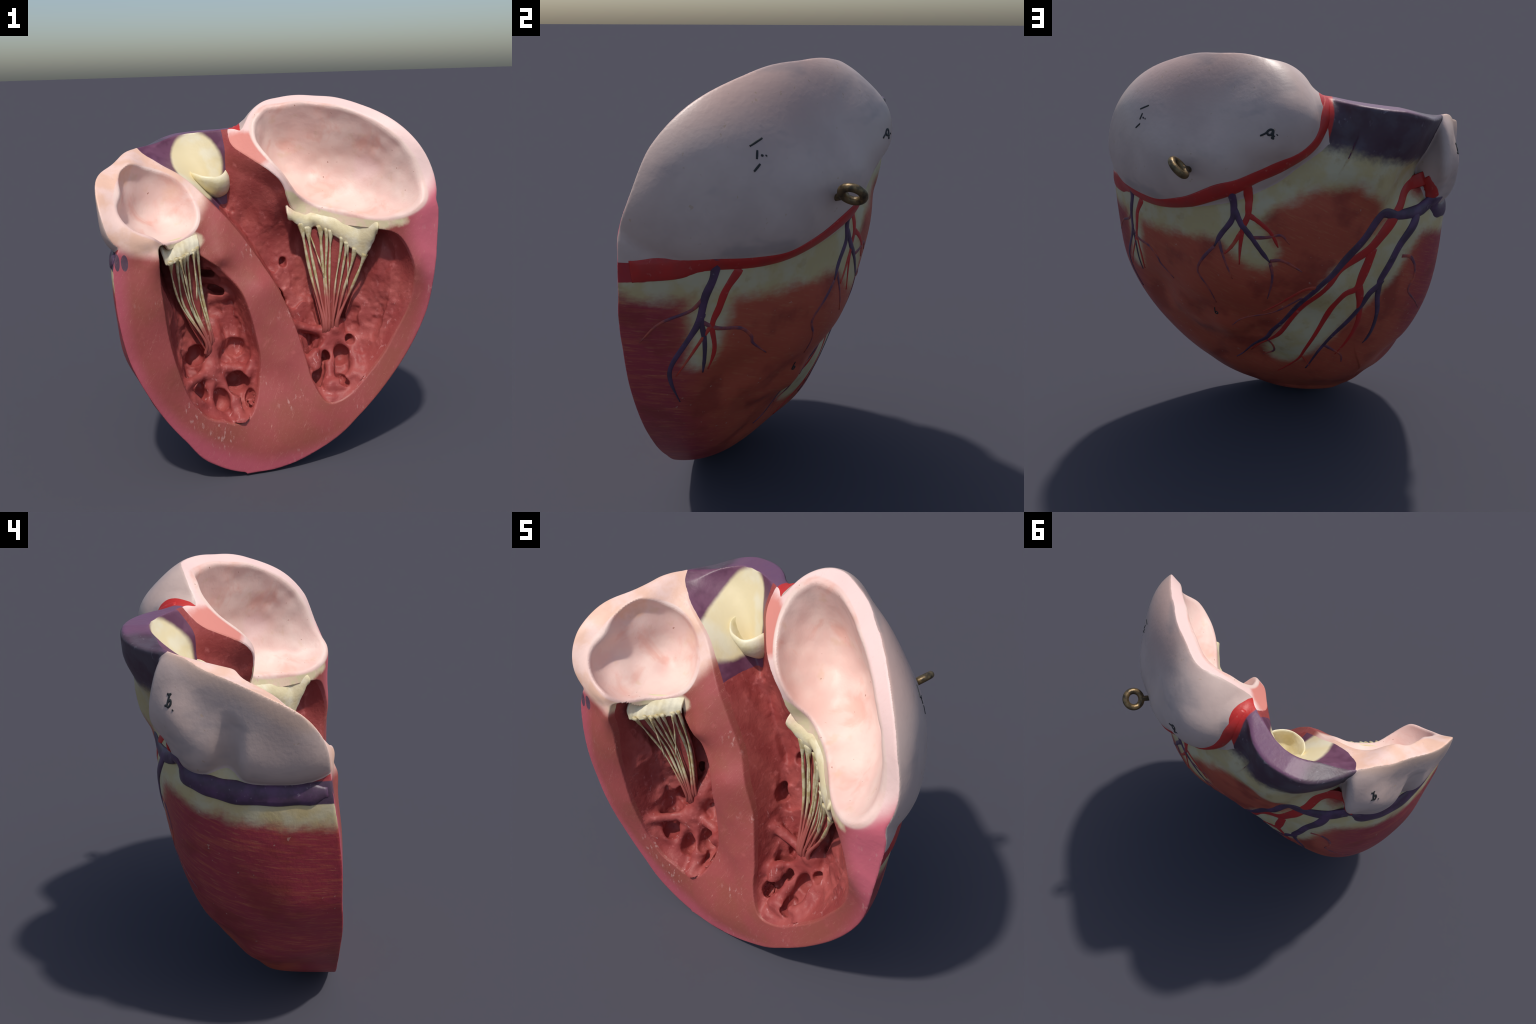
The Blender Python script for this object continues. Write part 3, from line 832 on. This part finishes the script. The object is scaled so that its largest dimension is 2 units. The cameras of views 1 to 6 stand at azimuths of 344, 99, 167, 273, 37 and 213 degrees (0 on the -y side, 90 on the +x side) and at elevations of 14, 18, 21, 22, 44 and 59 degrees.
# ------------------------------------------------------------- the solid body
V, F = surface(body, (-.96, -.5, -.01), (.96, .52, 2.05), CELL)
V = snap(body, V, 2)
Cn = V[F].mean(1)
ov, ola, ora, ot = outer_parts(Cn)
od = outer(Cn)
fr = (front(Cn) - Cn[:, 1]) / lookup("slope", Cn)
ins = np.maximum(lookup("dl", Cn), lookup("dr", Cn))
ba, bb = bowls(Cn)
which = np.stack([od, np.where(ins > .004, np.maximum(fr, -.004), fr), -ba, -bb], 1).argmax(1)
skin = np.stack([ov, ola, ora, ot], 1).argmin(1)
dl, dr = lookup("dl", Cn), lookup("dr", Cn)
part = np.full(len(F), "", dtype=object)
part[(which == 0) & (skin == 0)] = "ventricle_wall"
part[(which == 0) & (skin == 0) & (Cn[:, 0] > .55) & (Cn[:, 2] > 1.33)] = "left_atrium"
part[(which == 0) & (skin == 1)] = "left_atrium"
part[(which == 0) & (skin == 2)] = "right_atrium"
part[(which == 0) & (skin == 3)] = "pulmonary_trunk"
part[(which == 1)] = "cut_surface"
part[(which == 1) & (dl > .004)] = "left_ventricle"
part[(which == 1) & (dl > .004) & (Cn[:, 0] < -.135) & (Cn[:, 2] > 1.40)] = "trunk_lining"
part[(which == 1) & (dr > .004)] = "right_ventricle"
low = np.isin(part, ("left_ventricle", "right_ventricle")) & (Cn[:, 2] < 1.25)
idx = np.flatnonzero(low)
part[idx[muscles(Cn[idx]) < .014]] = "papillary_muscle"
part[which == 2] = "left_atrium_lining"
part[which == 3] = "right_atrium_lining"
# straighten the seams between differently painted regions
_, code = np.unique(part.astype(str), return_inverse=True)
E = np.stack([F, np.roll(F, -1, 1)], 2).reshape(-1, 2)
E.sort(axis=1)
key = E[:, 0].astype(np.int64) * len(V) + E[:, 1]
o = np.argsort(key, kind="stable")
same = key[o][1:] == key[o][:-1]
fa, fb = o[1:][same] // 4, o[:-1][same] // 4
seam = E[o[1:][same]][code[fa] != code[fb]]
V0 = V.copy()
for _ in range(6):
    acc, cnt = np.zeros_like(V), np.zeros(len(V))
    for i, j in ((0, 1), (1, 0)):
        for a in range(3):
            acc[:, a] += np.bincount(seam[:, i], V[seam[:, j], a], len(V))
        cnt += np.bincount(seam[:, i], minlength=len(V))
    m = cnt == 2
    V[m] = V[m] * .5 + acc[m] / cnt[m, None] * .5
mv = V - V0
L = np.linalg.norm(mv, axis=1)
V = V0 + mv * np.minimum(1, .9 * CELL / np.maximum(L, 1e-9))[:, None]
m = L > 0
V[m] = snap(body, V[m], 1)
fn = np.cross(V[F[:, 2]] - V[F[:, 0]], V[F[:, 3]] - V[F[:, 1]])
VN = np.zeros_like(V)
for k in range(4):
    for a in range(3):
        VN[:, a] += np.bincount(F[:, k], fn[:, a], len(V))
VN /= np.linalg.norm(VN, axis=1)[:, None] + 1e-12
MATS = {"ventricle_wall": WALL, "left_atrium": AT_OUT, "right_atrium": AT_OUT, "pulmonary_trunk": TRUNK, "cut_surface": CUTM,
        "left_ventricle": CAV, "right_ventricle": CAV, "papillary_muscle": CAV, "trunk_lining": TRUNK_IN, "left_atrium_lining": AT_IN, "right_atrium_lining": AT_IN}
OBJ = {}
for name, mat in MATS.items():
    f = F[part == name]
    used, inv = np.unique(f, return_inverse=True)
    OBJ[name] = add(name, V[used], inv.reshape(-1, 4), mat, normals=VN[used])

# ---------------------------------------------------------------- valves
def leaflet(name, root_pts, free_pts, bulge, mat, thick=.012, rag=.012, seed=3, rows=18):
    """a skirt hanging from its root curve to a ragged free edge"""
    n = 72
    def even(pts):
        s = spline(pts, 12)
        L = np.r_[0, np.cumsum(np.linalg.norm(np.diff(s, axis=0), axis=1))]
        t = np.linspace(0, L[-1], n)
        return np.stack([np.interp(t, L, s[:, i]) for i in range(3)], 1)
    A, B = even(root_pts), even(free_pts)
    u = np.arange(n)
    B[:, 2] += rag * noise(np.stack([u * .09, u * 0, u * 0], 1), 3.1, seed) - rag * .6 * np.abs(np.sin(u * .35))
    t = np.linspace(0, 1, rows)[None, :, None]
    G = A[:, None] * (1 - t) + B[:, None] * t
    G = G + np.array(bulge) * (np.sin(t * math.pi) * .9)
    G = G + .004 * noise(G.reshape(-1, 3), 22, seed).reshape(n, rows, 1) * np.array([.3, -1, .3])
    du, dv = np.gradient(G, axis=0), np.gradient(G, axis=1)
    N_ = np.cross(du, dv); N_ /= np.linalg.norm(N_, axis=2)[..., None] + 1e-9
    th = thick * (1 - .65 * t)
    S0, S1 = G + N_ * th / 2, G - N_ * th / 2
    v = np.vstack([S0.reshape(-1, 3), S1.reshape(-1, 3)])
    k = n * rows
    f = []
    for i in range(n - 1):
        for j in range(rows - 1):
            a = i * rows + j
            f.append((a, a + rows, a + rows + 1, a + 1)); f.append((k + a, k + a + 1, k + a + rows + 1, k + a + rows))
        for j in (0, rows - 1):
            a = i * rows + j
            q = (a, k + a, k + a + rows, a + rows)
            f.append(q if j == 0 else q[::-1])
    for i in (0, n - 1):
        for j in range(rows - 1):
            a = i * rows + j
            q = (a, a + 1, k + a + 1, k + a)
            f.append(q if i == 0 else q[::-1])
    return add(name, v, f, mat), B

MITRAL_ROOT = [(.165, -.045, 1.40), (.20, -.03, 1.39), (.26, -.03, 1.375), (.337, -.06, 1.365), (.40, -.11, 1.355), (.45, -.165, 1.345), (.50, -.225, 1.34), (.53, -.27, 1.335), (.56, -.315, 1.33), (.585, -.36, 1.325)]
MITRAL_EDGE = [(.162, -.07, 1.335), (.20, -.075, 1.30), (.27, -.075, 1.265), (.33, -.10, 1.28), (.38, -.145, 1.255), (.43, -.20, 1.215), (.48, -.25, 1.165), (.53, -.28, 1.115), (.555, -.31, 1.17), (.58, -.35, 1.27)]
MITRAL_ROOT = [(x, y + .022, z + .006) for x, y, z in MITRAL_ROOT]
MITRAL_EDGE = [(x, y + .01, z) for x, y, z in MITRAL_EDGE]
mitral, medge = leaflet("mitral_valve", MITRAL_ROOT, MITRAL_EDGE, (-.01, -.03, .0), VALV, .02, .014, 3)
TRI_ROOT = [(-.385, -.14, 1.31), (-.42, -.155, 1.305), (-.46, -.175, 1.30), (-.53, -.21, 1.295), (-.585, -.24, 1.29), (-.60, -.275, 1.29), (-.605, -.30, 1.29)]
TRI_EDGE = [(-.385, -.185, 1.235), (-.44, -.225, 1.215), (-.5, -.275, 1.205), (-.55, -.32, 1.20), (-.575, -.335, 1.20), (-.588, -.345, 1.21), (-.595, -.345, 1.23)]
tricuspid, tedge = leaflet("tricuspid_valve", TRI_ROOT, TRI_EDGE, (0, -.015, .0), VALV, .018, .008, 5)

def chord(pts, r0, r1, mat, parent, swell=.006):
    p = spline(pts, 8)
    t = np.linspace(0, 1, len(p))
    w = r1 + (r0 - r1) * np.clip(1 - t * 4.5, 0, 1) ** 1.5 + .0016 * np.sin(t * 17 + r0 * 900 + p[0, 0] * 300)
    w = w + swell * sstep(.62, .95, t)
    nrm = np.tile(np.array([0, -1.0, 0]), (len(p), 1))
    return add("chorda", *sweep(p, w, np.minimum(w, .009), nrm, 8), mat, parent)

def fan(edge, tips, foot, mat, parent, r=.006, flare=.02, back=.03, web=(0, 1), sag=.02, bow=(0, 0, 0)):
    """cords from places along the free edge (0..1) down to a foot line, on a thin web"""
    foot = np.array(foot, float)
    rng = np.random.default_rng(len(tips))
    tops, feet = [], []
    for i, u in enumerate(tips):
        a = edge[int(u * (len(edge) - 1))]
        s = i / (len(tips) - 1)
        b = foot[0] * (1 - s) + foot[1] * s + rng.normal(0, .006, 3) * (1, .4, 1.5)
        bw = np.array(bow) * s
        m = a * .5 + b * .5 + (0, sag, 0) + bw + rng.normal(0, .006, 3) * (1, .5, 0)
        chord([a + (0, -.002, .022), a * .82 + b * .18 + (0, sag * .5, 0) + bw * .6, m, b + (0, .002, .06), b + (0, .012, -.02)], flare * rng.uniform(.75, 1.25), r * rng.uniform(.8, 1.35), mat, parent)
        tops.append(a); feet.append(b)
    # two thin cross cords
    for i, j in ((1, 2), (len(tips) - 3, len(tips) - 2)):
        a, b = tops[i], feet[j] * .45 + tops[j] * .55
        chord([a + (0, -.002, .01), a * .5 + b * .5 + (.004, 0, 0), b], .008, .0035, mat, parent, -.001)
    # thin web behind the cords
    tops, feet = spline(tops[web[0]: len(tops) - web[1]], 5), spline(feet[web[0]: len(feet) - web[1]], 5)
    rows, n = 12, len(tops)
    t = np.linspace(0, 1, rows)[None, :, None]
    G = tops[:, None] * (1 - t) + feet[:, None] * t + np.array([0, 1, 0]) * (back + sag * np.sin(t * math.pi))
    G = G + np.linspace(0, 1, n)[:, None, None] * np.sin(t * math.pi) * np.array(bow)
    G = G + .006 * noise(G.reshape(-1, 3) * (1, 1, .3), 24, 9).reshape(n, rows, 1) * np.array([0, 1, 0])
    S1 = G + np.array([0, .007, 0])
    v = np.vstack([G.reshape(-1, 3), S1.reshape(-1, 3)]); k = n * rows
    f = []
    for i in range(n - 1):
        for j in range(rows - 1):
            a = i * rows + j
            f.append((a, a + rows, a + rows + 1, a + 1)); f.append((k + a, k + a + 1, k + a + rows + 1, k + a + rows))
    for i in (0, n - 1):
        for j in range(rows - 1):
            a = i * rows + j
            f.append((a, a + 1, k + a + 1, k + a))
    add("tendon_web", v, f, CAV, parent)

fan(tedge, [.06, .17, .36, .46, .56, .66, .82], [(-.338, -.205, .69), (-.385, -.235, .65)], CHORD_R, tricuspid, .0055, .017, .014, (0, 0), .034, (-.03, .022, 0))
fan(medge, [.15, .20, .31, .38, .42, .53, .58, .67, .77], [(.325, -.20, .69), (.395, -.225, .70)], CHORD_L, mitral, .0062, .022, .014, (0, 0), .022)

# half-cup cusp of the semilunar valve
def cusp():
    c, r = np.array([-.225, .19, 1.57]), np.array([.112, .115, .13])
    n, rows = 40, 16
    th = np.linspace(0, 2 * math.pi, n, endpoint=False)
    shells = []
    for s in (1.0, .78):
        for j in range(rows):
            ph = -math.pi / 2 * (1 - j / (rows - 1) * 1.08)
            k = s if j < rows - 2 else s - (s - .89) * (j - rows + 3) / 2 * .8
            ring = np.stack([np.cos(th) * math.cos(ph), np.sin(th) * math.cos(ph), np.full(n, math.sin(ph)) + .12 * np.cos(th * 2) * (j / rows) ** 3], 1)
            shells.append(c + ring * r * k)
    v = np.vstack(shells)
    v[:, 0] += (v[:, 2] - c[2]) * -.35
    v += .005 * noise(v, 18, 8)[:, None]
    f = []
    for s in range(2):
        for j in range(rows - 1):
            for i in range(n):
                a, b = s * rows * n + j * n + i, s * rows * n + j * n + (i + 1) % n
                q = (a, b, b + n, a + n)
                f.append(q if s == 0 else q[::-1])
    for i in range(n):
        a, b = (rows - 1) * n + i, (rows - 1) * n + (i + 1) % n
        f.append((a, b, b + rows * n, a + rows * n))
    add("semilunar_cusp", v, f, CUSP)
cusp()

# ---------------------------------------------------------------- vessels
ARTERIES = [
    ([(.872, -.42, 1.298), (.868, -.37, 1.302), (.856, -.292, 1.307), (.81, -.141, 1.312), (.731, -.005, 1.305), (.635, .116, 1.322), (.554, .20, 1.345), (.474, .285, 1.395), (.40, .33, 1.44), (.30, .37, 1.475), (.20, .40, 1.53), (.10, .405, 1.60), (.03, .38, 1.66), (-.005, .36, 1.71), (-.025, .32, 1.77), (-.045, .25, 1.82)], .044, .032),
    ([(.756, -.05, 1.285), (.775, -.1, 1.211), (.782, -.126, 1.136), (.786, -.152, 1.069), (.765, -.148, .97), (.752, -.175, .868)], .018, .007),
    ([(.306, .38, 1.46), (.295, .357, 1.43), (.293, .334, 1.366), (.295, .334, 1.314), (.314, .321, 1.256), (.319, .302, 1.169), (.316, .277, 1.076)], .024, .006),
    ([(.289, .337, 1.317), (.249, .35, 1.291), (.192, .361, 1.24), (.156, .355, 1.169)], .014, .007),
    ([(-.575, .22, 1.44), (-.50, .29, 1.41), (-.463, .325, 1.355), (-.416, .352, 1.29), (-.361, .362, 1.22), (-.306, .355, 1.144), (-.248, .352, 1.09), (-.16, .342, 1.024), (-.116, .323, .951), (-.024, .264, .814), (.044, .208, .705), (.091, .155, .605), (.131, .111, .543), (.199, .006, .426)], .034, .008),
    ([(-.308, .353, 1.132), (-.292, .342, 1.057), (-.271, .327, .979), (-.253, .312, .916), (-.198, .304, .888), (-.151, .275, .805), (-.126, .246, .733), (-.098, .209, .641), (-.057, .144, .518), (-.036, .083, .429), (.038, -.043, .296)], .025, .006),
    ([(-.262, .31, .93), (-.271, .307, .898), (-.285, .283, .821), (-.296, .251, .724), (-.282, .218, .634), (-.253, .183, .554), (-.216, .144, .485)], .024, .005),
    ([(-.571, .22, 1.44), (-.60, .24, 1.39), (-.63, .23, 1.34)], .030, .034),
]
ARTERY_TWIGS = [
    ([(.785, -.147, 1.081), (.798, -.204, .992), (.805, -.292, .862)], .009, .004),
    ([(.319, .315, 1.235), (.352, .286, 1.164), (.38, .26, 1.121)], .011, .006),
    ([(-.054, .313, .931), (.004, .303, .924), (.076, .266, .866), (.144, .226, .812), (.187, .2, .783)], .013, .004),
    ([(-.045, .11, .47), (-.08, .09, .43), (-.11, .06, .40)], .006, .003),
]
VEINS = [
    ([(.82, -.114, 1.335), (.798, -.14, 1.26), (.809, -.17, 1.187), (.809, -.194, 1.087), (.817, -.241, 1.009), (.821, -.302, .916), (.806, -.314, .843), (.753, -.295, .726)], .019, .006),
    ([(.809, -.18, 1.12), (.806, -.187, 1.086), (.788, -.18, 1.001), (.76, -.195, .859)], .013, .008),
    ([(.39, .34, 1.47), (.376, .342, 1.428), (.355, .307, 1.346), (.362, .301, 1.285), (.402, .27, 1.215), (.424, .244, 1.151)], .020, .010),
    ([(.355, .307, 1.34), (.32, .32, 1.27), (.279, .329, 1.218), (.235, .33, 1.155), (.186, .327, 1.09)], .018, .009),
    ([(-.70, .20, 1.30), (-.62, .26, 1.31), (-.513, .308, 1.305), (-.421, .35, 1.30), (-.361, .367, 1.304), (-.326, .373, 1.273), (-.266, .369, 1.189), (-.203, .357, 1.1), (-.13, .338, 1.007), (-.074, .322, .953), (-.017, .282, .862), (.059, .214, .729), (.128, .151, .619), (.154, .101, .539), (.209, .019, .448), (.269, -.088, .357)], .032, .007),
    ([(-.53, .30, 1.305), (-.543, .293, 1.289), (-.516, .308, 1.229), (-.453, .323, 1.148), (-.409, .322, 1.049), (-.37, .315, .963), (-.366, .309, .933), (-.323, .301, .886), (-.289, .275, .797), (-.237, .243, .704), (-.172, .201, .604), (-.123, .142, .498), (-.093, .053, .37)], .026, .008),
    ([(-.375, .31, .96), (-.369, .308, .932), (-.37, .291, .859), (-.387, .263, .772), (-.386, .229, .667), (-.37, .2, .59), (-.351, .184, .555)], .018, .006),
]
VEIN_TWIGS = [
    ([(.812, -.18, 1.177), (.826, -.224, 1.131), (.854, -.332, 1.091), (.858, -.409, 1.016)], .009, .004),
    ([(.804, -.184, 1.086), (.774, -.134, 1.054), (.725, -.06, 1.044), (.684, -.024, .994), (.67, -.022, .959), (.603, .017, .895)], .010, .005),
    ([(.424, .244, 1.151), (.464, .199, 1.08), (.48, .162, 1.008), (.432, .159, .931), (.397, .13, .827)], .009, .004),
    ([(.186, .327, 1.09), (.169, .303, 1.009), (.178, .247, .883)], .009, .004),
    ([(.269, .331, 1.212), (.203, .354, 1.218), (.148, .37, 1.232), (.107, .369, 1.186)], .010, .005),
    ([(.187, .329, 1.098), (.137, .342, 1.101), (.083, .343, 1.071), (.033, .339, 1.035)], .010, .005),
    ([(.41, .26, 1.184), (.386, .255, 1.112), (.336, .242, 1.005)], .009, .004),
    ([(.006, .278, .861), (.069, .244, .81), (.15, .203, .762), (.279, .139, .719), (.321, .101, .675)], .008, .004),
    ([(-.47, .309, 1.081), (-.523, .287, 1.067), (-.561, .265, 1.008), (-.566, .256, .939), (-.54, .258, .875), (-.603, .21, .796), (-.651, .153, .725)], .010, .004),
    ([(.154, .10, .54), (.11, .08, .50), (.10, .05, .44), (.14, .0, .40)], .009, .004),
    ([(-.15, .17, .55), (-.20, .15, .52), (-.25, .13, .48), (-.26, .10, .43)], .010, .004),
]
for pts, a, b in ARTERIES:
    vessel("coronary_artery", pts, a, b, ART, .28, .26)
for pts, a, b in ARTERY_TWIGS:
    vessel("artery_twig", pts, a, b, ART_TWIG, .3, .35)
for pts, a, b in VEINS:
    vessel("coronary_vein", pts, a, b, VEI, .35, .40)
for pts, a, b in VEIN_TWIGS:
    vessel("vein_twig", pts, a, b, VEI_TWIG, .3, .35)
# broad vein in the groove under the right auricle
vessel("coronary_sinus", [(-.66, .22, 1.29), (-.704, .156, 1.265), (-.764, .07, 1.25), (-.813, -.038, 1.240), (-.842, -.169, 1.24), (-.853, -.297, 1.248), (-.853, -.385, 1.256)], .046, .044, VEI, .2, .40)
# ---------------------------------------------------------------- eye ring
def torus(c, n, R, r, squash=1.0):
    n = np.array(n) / np.linalg.norm(n)
    e1 = np.cross(n, [0, 0, 1]); e1 /= np.linalg.norm(e1); e2 = np.cross(n, e1)
    a = np.linspace(0, 2 * math.pi, 48, endpoint=False)
    path = np.array(c) + R * (np.cos(a)[:, None] * e1 + np.sin(a)[:, None] * e2)
    b = np.arange(14) * 2 * math.pi / 14
    rad = (path - np.array(c)) / R
    v = (path[:, None] + r * (np.cos(b)[None, :, None] * rad[:, None] + squash * np.sin(b)[None, :, None] * n)).reshape(-1, 3)
    f = [(i * 14 + j, ((i + 1) % 48) * 14 + j, ((i + 1) % 48) * 14 + (j + 1) % 14, i * 14 + (j + 1) % 14) for i in range(48) for j in range(14)]
    return v, f
RING_C, RING_N = np.array([.600, .333, 1.540]), np.array([-.70, .20, .68])
ring = add("eye_ring", *torus(RING_C, RING_N, .042, .0165), BRASS)
foot, fnrm = on_skin(np.array([[.560, .285, 1.515]]))
d = RING_C - foot[0]; d /= np.linalg.norm(d)
p = np.linspace(foot[0] - d * .02, RING_C - d * .030, 8)
add("ring_shank", *sweep(p, np.full(8, .014), np.full(8, .014), np.tile(np.cross(d, [0, 0, 1.0]), (8, 1)), 12), BRASS, ring)

# ---------------------------------------------------------------- pen marks
def mark(name, at, strokes, size, up=(0, 0, 1), width=.0045):
    """handwritten sign: strokes in a local frame (right, up), drawn on the skin"""
    at, n = on_skin(np.array([at]))
    at, n = at[0], n[0]
    u = np.array(up, float) - n * np.dot(up, n); u /= np.linalg.norm(u)
    r = np.cross(u, n)
    obs = []
    for s in strokes:
        s = np.array(s, float) * size
        if len(s) == 1:
            s = np.vstack([s, s + [[.003, .003]]])
        q = spline(s, 8) if len(s) > 2 else np.linspace(s[0], s[1], 10)
        P, nn = on_skin(at + q[:, :1] * r + q[:, 1:] * u)
        w = width * (.75 + .35 * np.sin(np.linspace(.4, 2.7, len(P))))
        obs.append(sweep(P + nn * .0006, w, np.full(len(P), .0022), nn, 8))
    vs, fs, o = [], [], 0
    for v, f in obs:
        vs.append(v); fs += [tuple(i + o for i in q) for q in f]; o += len(v)
    return add(name, np.vstack(vs), fs, INK)

LETTER_A = [[(-1.3, -.35), (-.8, -.1), (-.5, .1), (-.1, .5), (.3, .6), (.45, .3), (.2, -.1), (-.2, -.1), (-.3, .3), (.1, .6), (.5, .5), (.5, 0), (.45, -.4), (.6, -.6), (.35, -.5), (.75, -.2)], [(1.05, -.1)]]
LETTER_B = [[(.3, 1.0), (-.05, .85), (-.3, .95)], [(.1, .95), (.0, .3), (-.1, -.6)], [(-.1, -.1), (.3, .25), (.4, -.2), (.1, -.6), (-.15, -.45)], [(-.1, -.45), (-.45, -.5)], [(.75, -.9)]]
LETTER_ONE = [[(.1, .45), (-.1, -.5)], [(1.0, -.25)], [(-.7, .95), (.9, 1.75)], [(-.6, -1.8), (.2, -1.05)], [(.45, -.1), (.7, -.2)]]
LETTER_M = [[(-1, -.4), (-.9, .4)], [(-.9, .2), (-.5, .45), (-.35, -.35)], [(-.35, .2), (.0, .45), (.1, -.3), (.4, .1)], [(.4, .2), (.55, -.3), (.75, -.3)], [(1.4, -.3)]]
LETTER_N = [[(-.6, .3), (-.4, .4), (-.5, -.4)], [(-.4, 0), (0, .4), (.0, -.3), (.4, -.2), (.5, .3)], [(.9, -.4)]]
SIGN_SIX = [[(-.1, 1.1), (-.25, .2), (-.25, -.5), (.1, -.65), (.35, -.3), (.1, .0), (-.2, -.25)]]
mark("ink_letter", (.229, .44, 1.706), LETTER_A, .030)
mark("ink_letter", (-.73, .20, 1.577), LETTER_B, .032)
mark("ink_numeral", (.745, .009, 1.70), LETTER_ONE, .032, width=.004)
mark("ink_letter", (.648, .10, 1.333), LETTER_M, .024, width=.0035)
mark("ink_letter", (-.605, .25, 1.372), LETTER_N, .018, width=.003)
mark("ink_numeral", (.40, .10, .745), SIGN_SIX, .025, width=.003)
